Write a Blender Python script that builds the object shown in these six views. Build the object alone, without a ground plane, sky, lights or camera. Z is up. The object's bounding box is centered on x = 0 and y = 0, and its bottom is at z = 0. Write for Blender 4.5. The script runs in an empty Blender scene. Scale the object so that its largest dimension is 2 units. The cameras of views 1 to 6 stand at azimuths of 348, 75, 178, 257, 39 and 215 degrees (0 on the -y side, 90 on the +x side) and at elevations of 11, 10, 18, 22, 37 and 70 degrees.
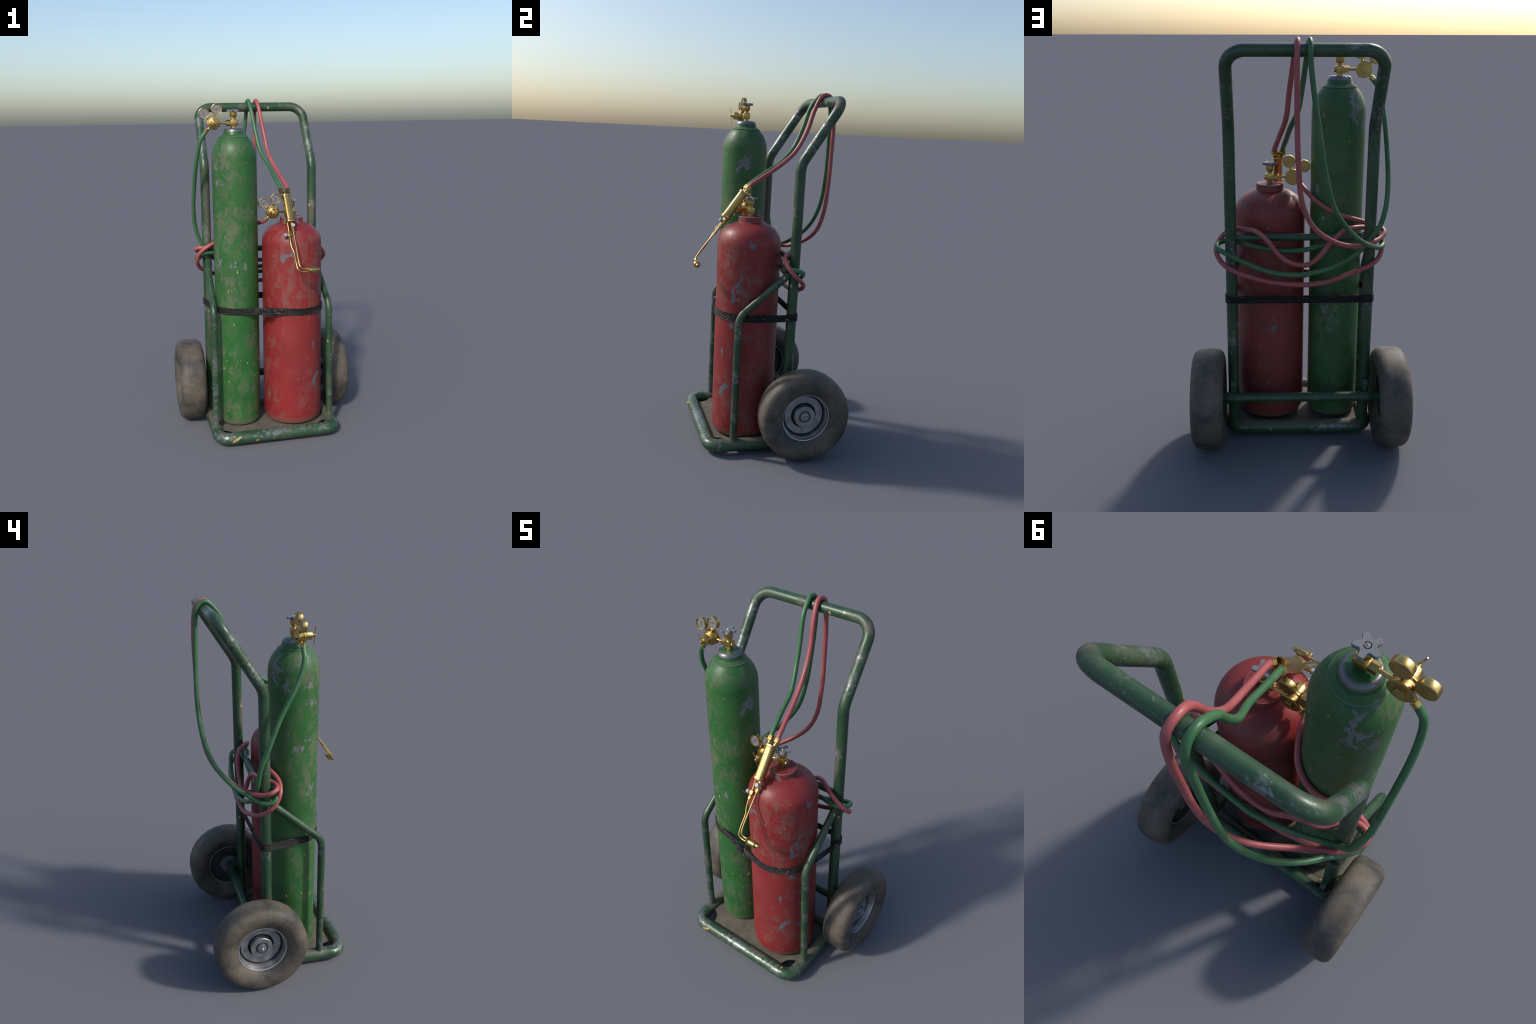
# Gas welding set: two-wheeled hand truck carrying a tall green cylinder, a short red
# cylinder (each with valve and twin-gauge regulator) and a brass cutting torch on hoses.
import bpy, bmesh, math, random
from mathutils import Vector, Matrix, noise

random.seed(7)
V = Vector
SCN = bpy.context.scene

# ------------------------------------------------------------------ scene helpers
def link(o, parent=None):
    SCN.collection.objects.link(o)
    if parent is not None:
        o.parent = parent
    return o

def empty(name, label=None, category=None, parent=None):
    o = bpy.data.objects.new(name, None)
    o.empty_display_size = 0.05
    link(o, parent)
    if label:
        o["label"] = label
        o["category"] = category
    return o

def finish(bm, name, mats, parent, smooth=True, angle=35):
    bmesh.ops.remove_doubles(bm, verts=bm.verts, dist=1e-6)
    bmesh.ops.recalc_face_normals(bm, faces=bm.faces)
    me = bpy.data.meshes.new(name)
    bm.to_mesh(me)
    bm.free()
    for m in (mats if isinstance(mats, (list, tuple)) else [mats]):
        me.materials.append(m)
    if smooth:
        me.polygons.foreach_set("use_smooth", [True] * len(me.polygons))
        me.set_sharp_from_angle(angle=math.radians(angle))
    return link(bpy.data.objects.new(name, me), parent)

def basis(axis, up=None):
    """Rotation whose local z is the given axis."""
    z = V(axis).normalized()
    x = V(up) if up else (V((1, 0, 0)) if abs(z.x) < 0.9 else V((0, 1, 0)))
    x = (x - z * x.dot(z)).normalized()
    y = z.cross(x)
    return Matrix((x, y, z)).transposed()

def lathe(bm, prof, origin=(0, 0, 0), axis=(0, 0, 1), n=48, phase=0.0, mat=0, up=None):
    """Revolve (radius, height) points round an axis; radius 0 closes the end."""
    R, o = basis(axis, up), V(origin)
    rings = []
    for r, h in prof:
        if r < 1e-6:
            rings.append([bm.verts.new(o + R @ V((0, 0, h)))])
        else:
            rings.append([bm.verts.new(o + R @ V((r * math.cos(phase + 2 * math.pi * i / n),
                                                  r * math.sin(phase + 2 * math.pi * i / n), h)))
                          for i in range(n)])
    for a, b in zip(rings, rings[1:]):
        for i in range(n):
            j = (i + 1) % n
            if len(a) == 1 and len(b) == 1:
                continue
            if len(a) == 1:
                f = bm.faces.new((a[0], b[i], b[j]))
            elif len(b) == 1:
                f = bm.faces.new((a[i], a[j], b[0]))
            else:
                f = bm.faces.new((a[i], a[j], b[j], b[i]))
            f.material_index = mat

def rod(bm, p, q, r, n=24, c=0.15, mat=0, up=None, phase=0.0):
    """Solid bar from p to q with small chamfers; n = 6 makes a hex nut."""
    p, q = V(p), V(q)
    L = (q - p).length
    k = min(r, L) * c
    lathe(bm, [(0, 0), (r - k, 0), (r, k), (r, L - k), (r - k, L), (0, L)], p, q - p, n, phase, mat, up)

def box(bm, c, size, bevel=0.002, R=None, mat=0, seg=2):
    b = bmesh.new()
    bmesh.ops.create_cube(b, size=1)
    for v in b.verts:
        v.co = V((v.co.x * size[0], v.co.y * size[1], v.co.z * size[2]))
    if bevel:
        bmesh.ops.bevel(b, geom=list(b.edges), offset=bevel, segments=seg, affect='EDGES', profile=0.6)
    M = Matrix.Translation(V(c)) @ (R.to_4x4() if R else Matrix.Identity(4))
    vm = {v: bm.verts.new(M @ v.co) for v in b.verts}
    for f in b.faces:
        bm.faces.new([vm[v] for v in f.verts]).material_index = mat
    b.free()

def fillet(pts, rad, seg=8, closed=False):
    """Polyline with its corners rounded to a bend radius."""
    pts = [V(p) for p in pts]
    n, out = len(pts), []
    for i, p in enumerate(pts):
        r = rad[i] if isinstance(rad, (list, tuple)) else rad
        if not closed and i in (0, n - 1):
            out.append(p)
            continue
        a, b = (pts[i - 1] - p), (pts[(i + 1) % n] - p)
        la, lb = a.length, b.length
        a, b = a / la, b / lb
        th = a.angle(b)
        if th > 3.1 or r <= 0:
            out.append(p)
            continue
        t = min(r / math.tan(th / 2), la * 0.49, lb * 0.49)
        r = t * math.tan(th / 2)
        c = p + (a + b).normalized() * (r / math.sin(th / 2))
        s, e = (p + a * t - c), (p + b * t - c)
        ang = s.angle(e)
        for k in range(seg + 1):
            f = k / seg
            out.append(c + (s * math.sin((1 - f) * ang) + e * math.sin(f * ang)) / math.sin(ang))
    return out

def curve_through(pts, step=0.01):
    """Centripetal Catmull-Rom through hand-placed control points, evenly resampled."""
    P = [V(p) for p in pts]
    P = [P[0] * 2 - P[1]] + P + [P[-1] * 2 - P[-2]]
    dense = []
    for i in range(1, len(P) - 2):
        p0, p1, p2, p3 = P[i - 1:i + 3]
        t0 = 0.0
        t1 = t0 + max((p1 - p0).length, 1e-5) ** 0.5
        t2 = t1 + max((p2 - p1).length, 1e-5) ** 0.5
        t3 = t2 + max((p3 - p2).length, 1e-5) ** 0.5
        for k in range(24):
            t = t1 + (t2 - t1) * k / 24
            A1 = p0 * ((t1 - t) / (t1 - t0)) + p1 * ((t - t0) / (t1 - t0))
            A2 = p1 * ((t2 - t) / (t2 - t1)) + p2 * ((t - t1) / (t2 - t1))
            A3 = p2 * ((t3 - t) / (t3 - t2)) + p3 * ((t - t2) / (t3 - t2))
            B1 = A1 * ((t2 - t) / (t2 - t0)) + A2 * ((t - t0) / (t2 - t0))
            B2 = A2 * ((t3 - t) / (t3 - t1)) + A3 * ((t - t1) / (t3 - t1))
            dense.append(B1 * ((t2 - t) / (t2 - t1)) + B2 * ((t - t1) / (t2 - t1)))
    dense.append(P[-2])
    for _ in range(2):                       # ease tiny kinks left by the control points
        dense = [dense[0]] + [(dense[i - 1] + dense[i] * 2 + dense[i + 1]) / 4
                              for i in range(1, len(dense) - 1)] + [dense[-1]]
    out, acc = [dense[0]], 0.0
    for a, b in zip(dense, dense[1:]):
        acc += (b - a).length
        if acc >= step:
            out.append(b)
            acc = 0.0
    out[-1] = dense[-1]
    return out

def sweep(bm, path, section, closed=False, caps=True, mat=0, start_up=None):
    """Sweep a closed 2D section along a path with a rotation-minimising frame."""
    path = [V(p) for p in path]
    n = len(path)
    tan = []
    for i in range(n):
        a = path[i - 1] if (i or closed) else path[i]
        b = path[(i + 1) % n] if (i < n - 1 or closed) else path[i]
        tan.append((b - a).normalized())
    x = V(start_up) if start_up else tan[0].orthogonal()
    rings = []
    for i in range(n):
        x = (x - tan[i] * x.dot(tan[i])).normalized()
        y = tan[i].cross(x)
        rings.append([bm.verts.new(path[i] + x * u + y * w) for u, w in section])
    m = len(section)
    for i in range(n if closed else n - 1):
        a, b = rings[i], rings[(i + 1) % n]
        for k in range(m):
            l = (k + 1) % m
            bm.faces.new((a[k], a[l], b[l], b[k])).material_index = mat
    if caps and not closed:
        bm.faces.new(rings[0][::-1]).material_index = mat
        bm.faces.new(rings[-1]).material_index = mat

def circle(r, n=20):
    return [(r * math.cos(2 * math.pi * i / n), r * math.sin(2 * math.pi * i / n)) for i in range(n)]

def tube(bm, path, r, n=20, closed=False, mat=0):
    sweep(bm, path, circle(r, n), closed, mat=mat)

def rounded_square(h, e=4.0, n=32):
    out = []
    for i in range(n):
        a = 2 * math.pi * i / n
        c, s = math.cos(a), math.sin(a)
        k = h / (abs(c) ** e + abs(s) ** e) ** (1 / e)
        out.append((k * c, k * s))
    return out

# ------------------------------------------------------------------ material helpers
class Nodes:
    def __init__(self, name):
        self.m = bpy.data.materials.new(name)
        self.m.use_nodes = True
        self.t = self.m.node_tree
        self.t.nodes.clear()
        self.out = self.t.nodes.new("ShaderNodeOutputMaterial")
        self.b = self.t.nodes.new("ShaderNodeBsdfPrincipled")
        self.t.links.new(self.b.outputs[0], self.out.inputs[0])
        self.co = self.t.nodes.new("ShaderNodeTexCoord").outputs["Object"]

    def put(self, sock, val):
        if isinstance(val, bpy.types.NodeSocket):
            self.t.links.new(val, sock)
        elif isinstance(val, (tuple, list)) and len(val) == 3 and sock.type == 'RGBA':
            sock.default_value = (*val, 1)
        else:
            sock.default_value = val

    def map(self, scale=(1, 1, 1), rot=(0, 0, 0), loc=(0, 0, 0), src=None):
        n = self.t.nodes.new("ShaderNodeMapping")
        self.put(n.inputs[0], src or self.co)
        n.inputs["Scale"].default_value = scale
        n.inputs["Rotation"].default_value = rot
        n.inputs["Location"].default_value = loc
        return n.outputs[0]

    def noise(self, scale, detail=4, rough=0.55, dist=0.0, src=None, color=False):
        n = self.t.nodes.new("ShaderNodeTexNoise")
        self.put(n.inputs["Vector"], src or self.co)
        n.inputs["Scale"].default_value = scale
        n.inputs["Detail"].default_value = detail
        n.inputs["Roughness"].default_value = rough
        n.inputs["Distortion"].default_value = dist
        return n.outputs["Color" if color else "Fac"]

    def voronoi(self, scale, src=None, out="Distance"):
        n = self.t.nodes.new("ShaderNodeTexVoronoi")
        self.put(n.inputs["Vector"], src or self.co)
        n.inputs["Scale"].default_value = scale
        return n.outputs[out]

    def math(self, op, a, b=0.0, clamp=False):
        n = self.t.nodes.new("ShaderNodeMath")
        n.operation, n.use_clamp = op, clamp
        self.put(n.inputs[0], a)
        self.put(n.inputs[1], b)
        return n.outputs[0]

    def step(self, x, lo, hi, a=0.0, b=1.0):
        n = self.t.nodes.new("ShaderNodeMapRange")
        n.interpolation_type = 'SMOOTHSTEP'
        self.put(n.inputs["Value"], x)
        for k, v in (("From Min", lo), ("From Max", hi), ("To Min", a), ("To Max", b)):
            n.inputs[k].default_value = v
        return n.outputs[0]

    def ramp(self, x, stops):
        n = self.t.nodes.new("ShaderNodeValToRGB")
        self.put(n.inputs[0], x)
        e = n.color_ramp.elements
        while len(e) < len(stops):
            e.new(0.5)
        for el, (p, c) in zip(e, stops):
            el.position, el.color = p, (*c, 1)
        return n.outputs[0]

    def mix(self, fac, a, b):
        n = self.t.nodes.new("ShaderNodeMix")
        n.data_type = 'RGBA'
        self.put(n.inputs["Factor"], fac)
        self.put(n.inputs["A"] if False else n.inputs[6], a)
        self.put(n.inputs[7], b)
        return n.outputs[2]

    def mixf(self, fac, a, b):
        n = self.t.nodes.new("ShaderNodeMix")
        n.data_type = 'FLOAT'
        self.put(n.inputs[0], fac)
        self.put(n.inputs[2], a)
        self.put(n.inputs[3], b)
        return n.outputs[0]

    def axis(self, which, src=None):
        n = self.t.nodes.new("ShaderNodeSeparateXYZ")
        self.put(n.inputs[0], src or self.co)
        return n.outputs[which]

    def normal(self, which):
        n = self.t.nodes.new("ShaderNodeNewGeometry")
        return self.axis(which, n.outputs["Normal"])

    def near(self, p, r, stretch=(1, 1, 1)):
        """1 at p falling to 0 at distance r (an ellipsoid with the given stretch)."""
        s = self.map(scale=tuple(1 / (r * k) for k in stretch),
                     loc=tuple(-c / (r * k) for c, k in zip(p, stretch)))
        n = self.t.nodes.new("ShaderNodeVectorMath")
        n.operation = 'LENGTH'
        self.put(n.inputs[0], s)
        return self.math('SUBTRACT', 1.0, n.outputs["Value"], clamp=True)

    def spots(self, blobs, amp=1.5, scale=30, edge=0.06, detail=8, rough=0.62, dist=0.4, src=None, level=0.78):
        """Ragged worn patches: union of soft balls broken up by fractal noise."""
        total = None
        for p, r, *s in blobs:
            k = self.near(p, r, s[0] if s else (1, 1, 1))
            total = k if total is None else self.math('MAXIMUM', total, k)
        nz = self.noise(scale, detail, rough, dist, src)
        soft = self.math('MULTIPLY', self.math('SUBTRACT', nz, 0.5), amp * 2)
        gate = self.step(total, 0.0, 0.15)
        return self.math('MULTIPLY', self.step(self.math('ADD', total, soft), level - edge, level + edge), gate)

    def bump(self, h, strength=0.2, dist=0.002):
        n = self.t.nodes.new("ShaderNodeBump")
        n.inputs["Strength"].default_value = strength
        n.inputs["Distance"].default_value = dist
        self.put(n.inputs["Height"], h)
        self.put(self.b.inputs["Normal"], n.outputs[0])

    def set(self, **kw):
        names = dict(color="Base Color", rough="Roughness", metal="Metallic", spec="Specular IOR Level",
                     coat="Coat Weight", coat_rough="Coat Roughness", sheen="Sheen Weight",
                     trans="Transmission Weight", ior="IOR")
        for k, v in kw.items():
            self.put(self.b.inputs[names[k]], v)
        return self

DUST = (0.155, 0.128, 0.095)
GREY = (0.17, 0.18, 0.195)
YELLOW = (0.40, 0.31, 0.11)
FRAME_DUST = (0.105, 0.090, 0.068)

def cylinder_paint(name, deep, light, chips, fleck_zones, foot, dusty=0.62, scratch_amt=0.5, bare_edge=None, chip_cols=((0.105, 0.114, 0.126), (0.170, 0.175, 0.185))):
    """Old gloss paint: dusty blotches, ragged chips to grey primer, yellow flecks, dirty foot."""
    N = Nodes(name)
    col = N.mix(N.step(N.noise(5, 5, 0.55), 0.3, 0.7), deep, light)
    # fine-grained dusty mottling, drawn out down the side, in drifting zones
    d1 = N.noise(24, 12, 0.74, 0.45, N.map(scale=(1, 1, 0.62)))
    d2 = N.noise(5.0, 4, 0.55, 0.3, N.map(loc=(3, 1, 5), scale=(1, 1, 0.7)))
    dust = N.math('MULTIPLY', N.step(d1, 0.42, 0.62), N.step(d2, 0.36, 0.60, 0.05, 1.0))
    dust = N.math('MULTIPLY', dust, dusty)
    z = N.axis(2)
    rim = N.step(N.math('ADD', z, N.math('MULTIPLY', d1, 0.05)), foot + 0.048, foot + 0.085, 0.62, 0.0)
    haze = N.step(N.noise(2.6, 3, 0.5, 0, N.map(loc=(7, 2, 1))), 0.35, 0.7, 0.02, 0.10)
    haze = N.math('ADD', haze, N.step(N.normal(1), -0.2, 0.9, 0.0, 0.13))  # rear-facing paint greyed to carry the dull sky-lit shade
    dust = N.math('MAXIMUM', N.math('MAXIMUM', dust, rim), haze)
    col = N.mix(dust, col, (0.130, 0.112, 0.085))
    # named chips plus a thin scatter of small ones
    big = N.spots(chips, amp=1.9, scale=26, src=N.map(scale=(1, 1, 0.75), rot=(0.35, 0.25, 0)))
    sc = N.map(scale=(1, 1, 0.8), rot=(0.5, 0.3, 0))
    small = N.math('MULTIPLY', N.step(N.noise(34, 4, 0.6, 0.7, sc), 0.655, 0.68),
                   N.step(N.noise(6, 2, 0.5, 0, N.map(loc=(2, 9, 4))), 0.46, 0.60))
    thin = N.math('MULTIPLY', N.step(N.noise(30, 4, 0.6, 0.4, N.map(scale=(1.6, 1.6, 0.45), rot=(0.6, 0.5, 0.2))), 0.70, 0.74), scratch_amt)
    chip = N.math('MAXIMUM', N.math('MAXIMUM', big, small), thin)
    grey = N.mix(N.noise(60, 3), *chip_cols)
    col = N.mix(N.math('MULTIPLY', chip, 0.92), col, grey)
    if bare_edge:
        ex, ey, z0, z1, r0, edge_col = bare_edge
        px = N.map(loc=(-ex, -ey, 0), scale=(1, 1, 0))
        ln = N.t.nodes.new("ShaderNodeVectorMath")
        ln.operation = 'LENGTH'
        N.put(ln.inputs[0], px)
        edge = N.math('MULTIPLY', N.step(ln.outputs["Value"], r0 - 0.001, r0 + 0.001), N.step(z, z0, z1))
        edge = N.math('MULTIPLY', edge, N.step(N.noise(30, 5, 0.6), 0.38, 0.52, 0.35, 1.0))
        col = N.mix(edge, col, edge_col)
    # yellow flecks, slanted short strokes
    fm = N.map(scale=(1.0, 1.0, 0.36), rot=(0.55, -0.75, 0.4))
    zone = None
    for p, r in fleck_zones:
        k = N.near(p, r)
        zone = k if zone is None else N.math('MAXIMUM', zone, k)
    drift = N.step(N.noise(4, 2, 0.5, 0, N.map(loc=(1, 4, 8))), 0.40, 0.62, -0.05, 0.035)
    fv = N.math('ADD', N.noise(70, 1.5, 0.45, 0.3, fm), N.math('ADD', drift, N.math('MULTIPLY', N.step(zone, 0.05, 0.6), 0.10)))
    fleck = N.step(fv, 0.770, 0.790)
    col = N.mix(N.math('MULTIPLY', fleck, 0.85), col, YELLOW)
    ro = N.mixf(dust, 0.40, 0.78)
    ro = N.mixf(chip, ro, 0.55)
    N.set(color=col, rough=ro, metal=0.0, spec=0.38)
    N.bump(N.math('ADD', N.math('MULTIPLY', chip, -1.0), N.math('MULTIPLY', N.noise(90, 3), 0.15)), 0.25, 0.0006)
    return N.m

YELLOW_STREAK = [(-0.280 + 0.0075 * k, 0.046 + 0.0040 * k, 0.0125 - 0.0010 * abs(k - 2.0)) for k in range(8)]

def frame_paint(name, wear, dusty):
    """Dark green enamel on steel tube, rubbed to bright metal where hands and boots go."""
    N = Nodes(name)
    col = N.mix(N.step(N.noise(6, 4), 0.3, 0.7), (0.015, 0.048, 0.022), (0.026, 0.067, 0.030))
    col = N.mix(N.step(N.noise(9, 5, 0.6, 0.5), 0.5, 0.75, 0.0, 0.3), col, (0.066, 0.078, 0.058))
    patch = N.noise(5.5, 4, 0.6, 0.4, N.map(loc=(4, 4, 1)))
    up = N.step(N.normal(2), 0.35, 0.95)
    low = N.step(N.axis(2), 0.075, 0.16, 1.0, 0.0)
    rear = N.step(N.axis(1), -0.26, -0.14)
    dust = N.math('MULTIPLY', N.step(patch, 0.52, 0.70), 0.38)
    dust = N.math('MAXIMUM', dust, N.math('MULTIPLY', N.math('MULTIPLY', up, low), N.math('MULTIPLY', rear, 0.85)))
    for p, r, s in dusty:
        dust = N.math('MAXIMUM', dust, N.math('MULTIPLY', N.step(N.near(p, r, s), 0.05, 0.6), 0.72))
    col = N.mix(dust, col, FRAME_DUST)
    rub = N.spots(wear, amp=2.2, scale=48, edge=0.22, detail=10, rough=0.72, level=0.62)
    sp = N.math('MULTIPLY', N.step(N.noise(62, 6, 0.68, 0.5), 0.57, 0.66),
                N.step(N.noise(9, 3, 0.5, 0, N.map(loc=(6, 3, 2))), 0.40, 0.58))
    rub = N.math('MAXIMUM', rub, N.math('MULTIPLY', sp, N.step(N.normal(2), 0.0, 0.8, 0.6, 0.95)))
    col = N.mix(N.math('MULTIPLY', rub, 0.72), col, (0.21, 0.225, 0.22))
    fm = N.map(scale=(1, 1, 0.7), rot=(0.7, 0.4, 0.1))
    fleck = N.math('MULTIPLY', N.step(N.voronoi(17, fm), 0.09, 0.15, 1, 0),
                   N.step(N.axis(0, N.voronoi(17, fm, "Color")), 0.80, 0.81))
    col = N.mix(N.math('MULTIPLY', fleck, 0.75), col, YELLOW)
    streak = N.spots([((x, -0.362, h), r) for x, h, r in YELLOW_STREAK], amp=0.5, scale=45, level=0.35)
    col = N.mix(N.math('MULTIPLY', streak, 0.85), col, YELLOW)
    N.set(color=col, rough=N.mixf(dust, N.mixf(rub, 0.36, 0.30), 0.8),
          metal=N.math('MULTIPLY', rub, 0.55), spec=0.5)
    N.bump(N.math('ADD', N.math('MULTIPLY', rub, -0.7), N.math('MULTIPLY', N.noise(70, 4), 0.3)), 0.3, 0.0006)
    return N.m

def brass(name="brass"):
    N = Nodes(name)
    n = N.noise(24, 5, 0.6, 0.3)
    col = N.mix(N.step(n, 0.35, 0.7), (0.59, 0.415, 0.158), (0.43, 0.30, 0.112))
    N.set(color=col, rough=N.step(n, 0.3, 0.75, 0.25, 0.38), metal=1.0)
    N.bump(N.noise(60, 3), 0.05, 0.0005)
    return N.m

def plain(name, color, rough, metal=0.0, var=0.25, scale=30, spec=0.5):
    N = Nodes(name)
    dark = tuple(c * (1 - var) for c in color)
    lite = tuple(min(1, c * (1 + var)) for c in color)
    N.set(color=N.mix(N.step(N.noise(scale, 4), 0.3, 0.7), dark, lite), rough=rough, metal=metal, spec=spec)
    return N.m

def hose_mat(name, a, b):
    N = Nodes(name)
    col = N.mix(N.step(N.noise(9, 4), 0.3, 0.7), a, b)
    col = N.mix(N.step(N.noise(14, 6, 0.6, 0.4, N.map(loc=(1, 2, 3))), 0.54, 0.72, 0, 0.5), col, DUST)
    fl = N.math('MULTIPLY', N.step(N.noise(30, 4, 0.6, 0.5, N.map(loc=(5, 2, 3))), 0.68, 0.72), 0.6)
    col = N.mix(fl, col, (0.36, 0.30, 0.10))
    N.set(color=col, rough=0.42, spec=0.45)
    N.bump(N.noise(120, 3), 0.1, 0.0004)
    return N.m

def rubber_mat():
    N = Nodes("dusty_rubber")
    n = N.noise(8, 9, 0.68, 0.4)
    col = N.ramp(n, [(0.36, (0.034, 0.034, 0.034)), (0.50, (0.080, 0.068, 0.054)), (0.66, (0.120, 0.099, 0.075))])
    col = N.mix(N.step(N.noise(26, 5, 0.65), 0.45, 0.75, 0, 0.4), col, (0.045, 0.042, 0.040))
    N.set(color=col, rough=0.62, spec=0.4)
    N.bump(N.noise(60, 5), 0.2, 0.0015)
    return N.m

def plate_mat():
    N = Nodes("dusty_plate")
    col = N.mix(N.step(N.noise(16, 6), 0.3, 0.7), (0.088, 0.078, 0.060), (0.125, 0.112, 0.088))
    col = N.mix(N.step(N.noise(7, 4, 0.5, 0.3), 0.55, 0.75, 0, 0.35), col, (0.05, 0.085, 0.05))
    fl = N.math('MULTIPLY', N.step(N.noise(26, 4, 0.6, 0.8, N.map(rot=(0, 0, 0.6), scale=(0.5, 1.4, 1))), 0.68, 0.71), 0.7)
    col = N.mix(fl, col, (0.42, 0.32, 0.10))
    N.set(color=col, rough=0.85, spec=0.3)
    N.bump(N.noise(80, 5), 0.3, 0.001)
    return N.m

def strap_mat():
    N = Nodes("woven_strap")
    z = N.axis(2)
    # dust clings to the tops of the woven ribs in broken threads
    rib = N.math('SINE', N.math('MULTIPLY', N.math('SUBTRACT', z, 0.7535), 2 * math.pi / 0.0078))
    thread = N.math('MULTIPLY', N.step(rib, 0.45, 0.95), N.step(N.noise(55, 5, 0.65, 0.2, N.map(scale=(1, 1, 4))), 0.46, 0.64))
    col = N.mix(N.math('MULTIPLY', thread, 0.8), (0.007, 0.007, 0.0075), (0.19, 0.165, 0.13))
    fl = N.math('MULTIPLY', N.step(N.noise(22, 3, 0.5, 0.3, N.map(scale=(1, 1, 2.5))), 0.70, 0.73), 0.8)
    col = N.mix(fl, col, (0.34, 0.26, 0.10))
    N.set(color=col, rough=0.75, spec=0.3)
    return N.m

def rim_mat():
    N = Nodes("wheel_steel")
    n = N.noise(22, 7, 0.65, 0.3)
    col = N.mix(N.step(n, 0.35, 0.7), (0.24, 0.25, 0.27), (0.40, 0.41, 0.42))
    col = N.mix(N.step(N.noise(9, 5), 0.55, 0.8, 0, 0.35), col, (0.14, 0.125, 0.105))
    # darker grooves and inboard side; paler lip
    x = N.axis(0)
    ln = N.t.nodes.new("ShaderNodeVectorMath")
    ln.operation = 'LENGTH'
    N.put(ln.inputs[0], N.map(scale=(0, 1, 1)))
    r = ln.outputs["Value"]
    def ring(a, b, w=0.0012):
        return N.math('MULTIPLY', N.step(r, a - w, a + w), N.step(r, b - w, b + w, 1, 0))
    recess_dark = N.math('MULTIPLY', ring(0.0590, 0.0690), N.step(x, 0.0, 0.026, 1.0, 0.25))
    recess_dark = N.math('MAXIMUM', recess_dark, N.math('MULTIPLY', ring(0.1095, 0.1190), 0.85))
    recess_dark = N.math('MAXIMUM', recess_dark, N.math('MULTIPLY', ring(0.0250, 0.0325), 0.7))
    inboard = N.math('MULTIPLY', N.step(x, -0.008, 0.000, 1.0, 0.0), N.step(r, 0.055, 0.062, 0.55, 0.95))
    recess_dark = N.math('MAXIMUM', recess_dark, N.math('MULTIPLY', inboard, N.step(r, 0.1275, 0.1290, 1.0, 0.2)))
    recess_dark = N.math('MULTIPLY', recess_dark, N.step(N.noise(30, 5), 0.2, 0.5, 0.8, 1.0))
    col = N.mix(ring(0.1275, 0.140), col, (0.55, 0.56, 0.58))
    col = N.mix(recess_dark, col, (0.022, 0.021, 0.019))
    N.set(color=col, rough=N.mixf(recess_dark, N.step(n, 0.3, 0.7, 0.34, 0.5), 0.7), metal=N.mixf(recess_dark, 0.8, 0.1))
    N.bump(n, 0.15, 0.0008)
    return N.m

def dial_mat():
    N = Nodes("gauge_dial")
    N.set(color=N.mix(N.step(N.noise(180, 3), 0.4, 0.65), (0.175, 0.175, 0.185), (0.13, 0.13, 0.14)), rough=0.6, coat=1.0, coat_rough=0.06)
    return N.m

GX, GY, GR = -0.188, -0.0745, 0.1300           # tall green cylinder: axis and radius
RX, RY, RR = 0.143, -0.104, 0.1762            # short red cylinder
FOOT = 0.057

def on_green(deg, z):
    a = math.radians(deg)
    return (GX + GR * math.cos(a), GY + GR * math.sin(a), z)

def on_red(deg, z):
    a = math.radians(deg)
    return (RX + RR * math.cos(a), RY + RR * math.sin(a), z)

M_GREEN = cylinder_paint("green_cylinder_paint", (0.012, 0.085, 0.018), (0.021, 0.116, 0.026), [  # both greens lowered to match the cylinder's shaded side
    (on_green(-5, 1.585), 0.105, (0.9, 1.1, 0.85)),
    (on_green(126, 1.675), 0.115, (1.1, 1.0, 1.1)), (on_green(85, 1.72), 0.045, (1, 1, 1)), (on_green(150, 1.60), 0.05),
    (on_green(75, 0.66), 0.085, (0.9, 1, 1.5)),
    (on_green(-103, 1.06), 0.043), (on_green(-80, 1.03), 0.041, (1, 1, 1.7)),
    (on_green(-92, 1.455), 0.038, (0.8, 1, 1.5)), (on_green(-150, 1.52), 0.054),
    (on_green(175, 1.29), 0.068, (1, 1.2, 0.5)), (on_green(200, 1.33), 0.054, (1, 1.2, 0.5)),
    (on_green(40, 1.30), 0.047), (on_green(-20, 1.08), 0.081), (on_green(200, 1.62), 0.054),
    (on_green(215, 1.06), 0.068, (1, 1, 0.9)),
], [(on_green(-125, 0.45), 0.22), (on_green(-70, 0.42), 0.15), (on_green(-150, 0.72), 0.16), (on_green(-90, 0.98), 0.07), (on_green(-60, 0.25), 0.12), (on_green(-100, 1.6), 0.07), (on_green(100, 0.95), 0.09)], FOOT,
   bare_edge=(GX, GY, 1.7715, 1.7735, 0.0812, (0.085, 0.125, 0.095)))
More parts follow.
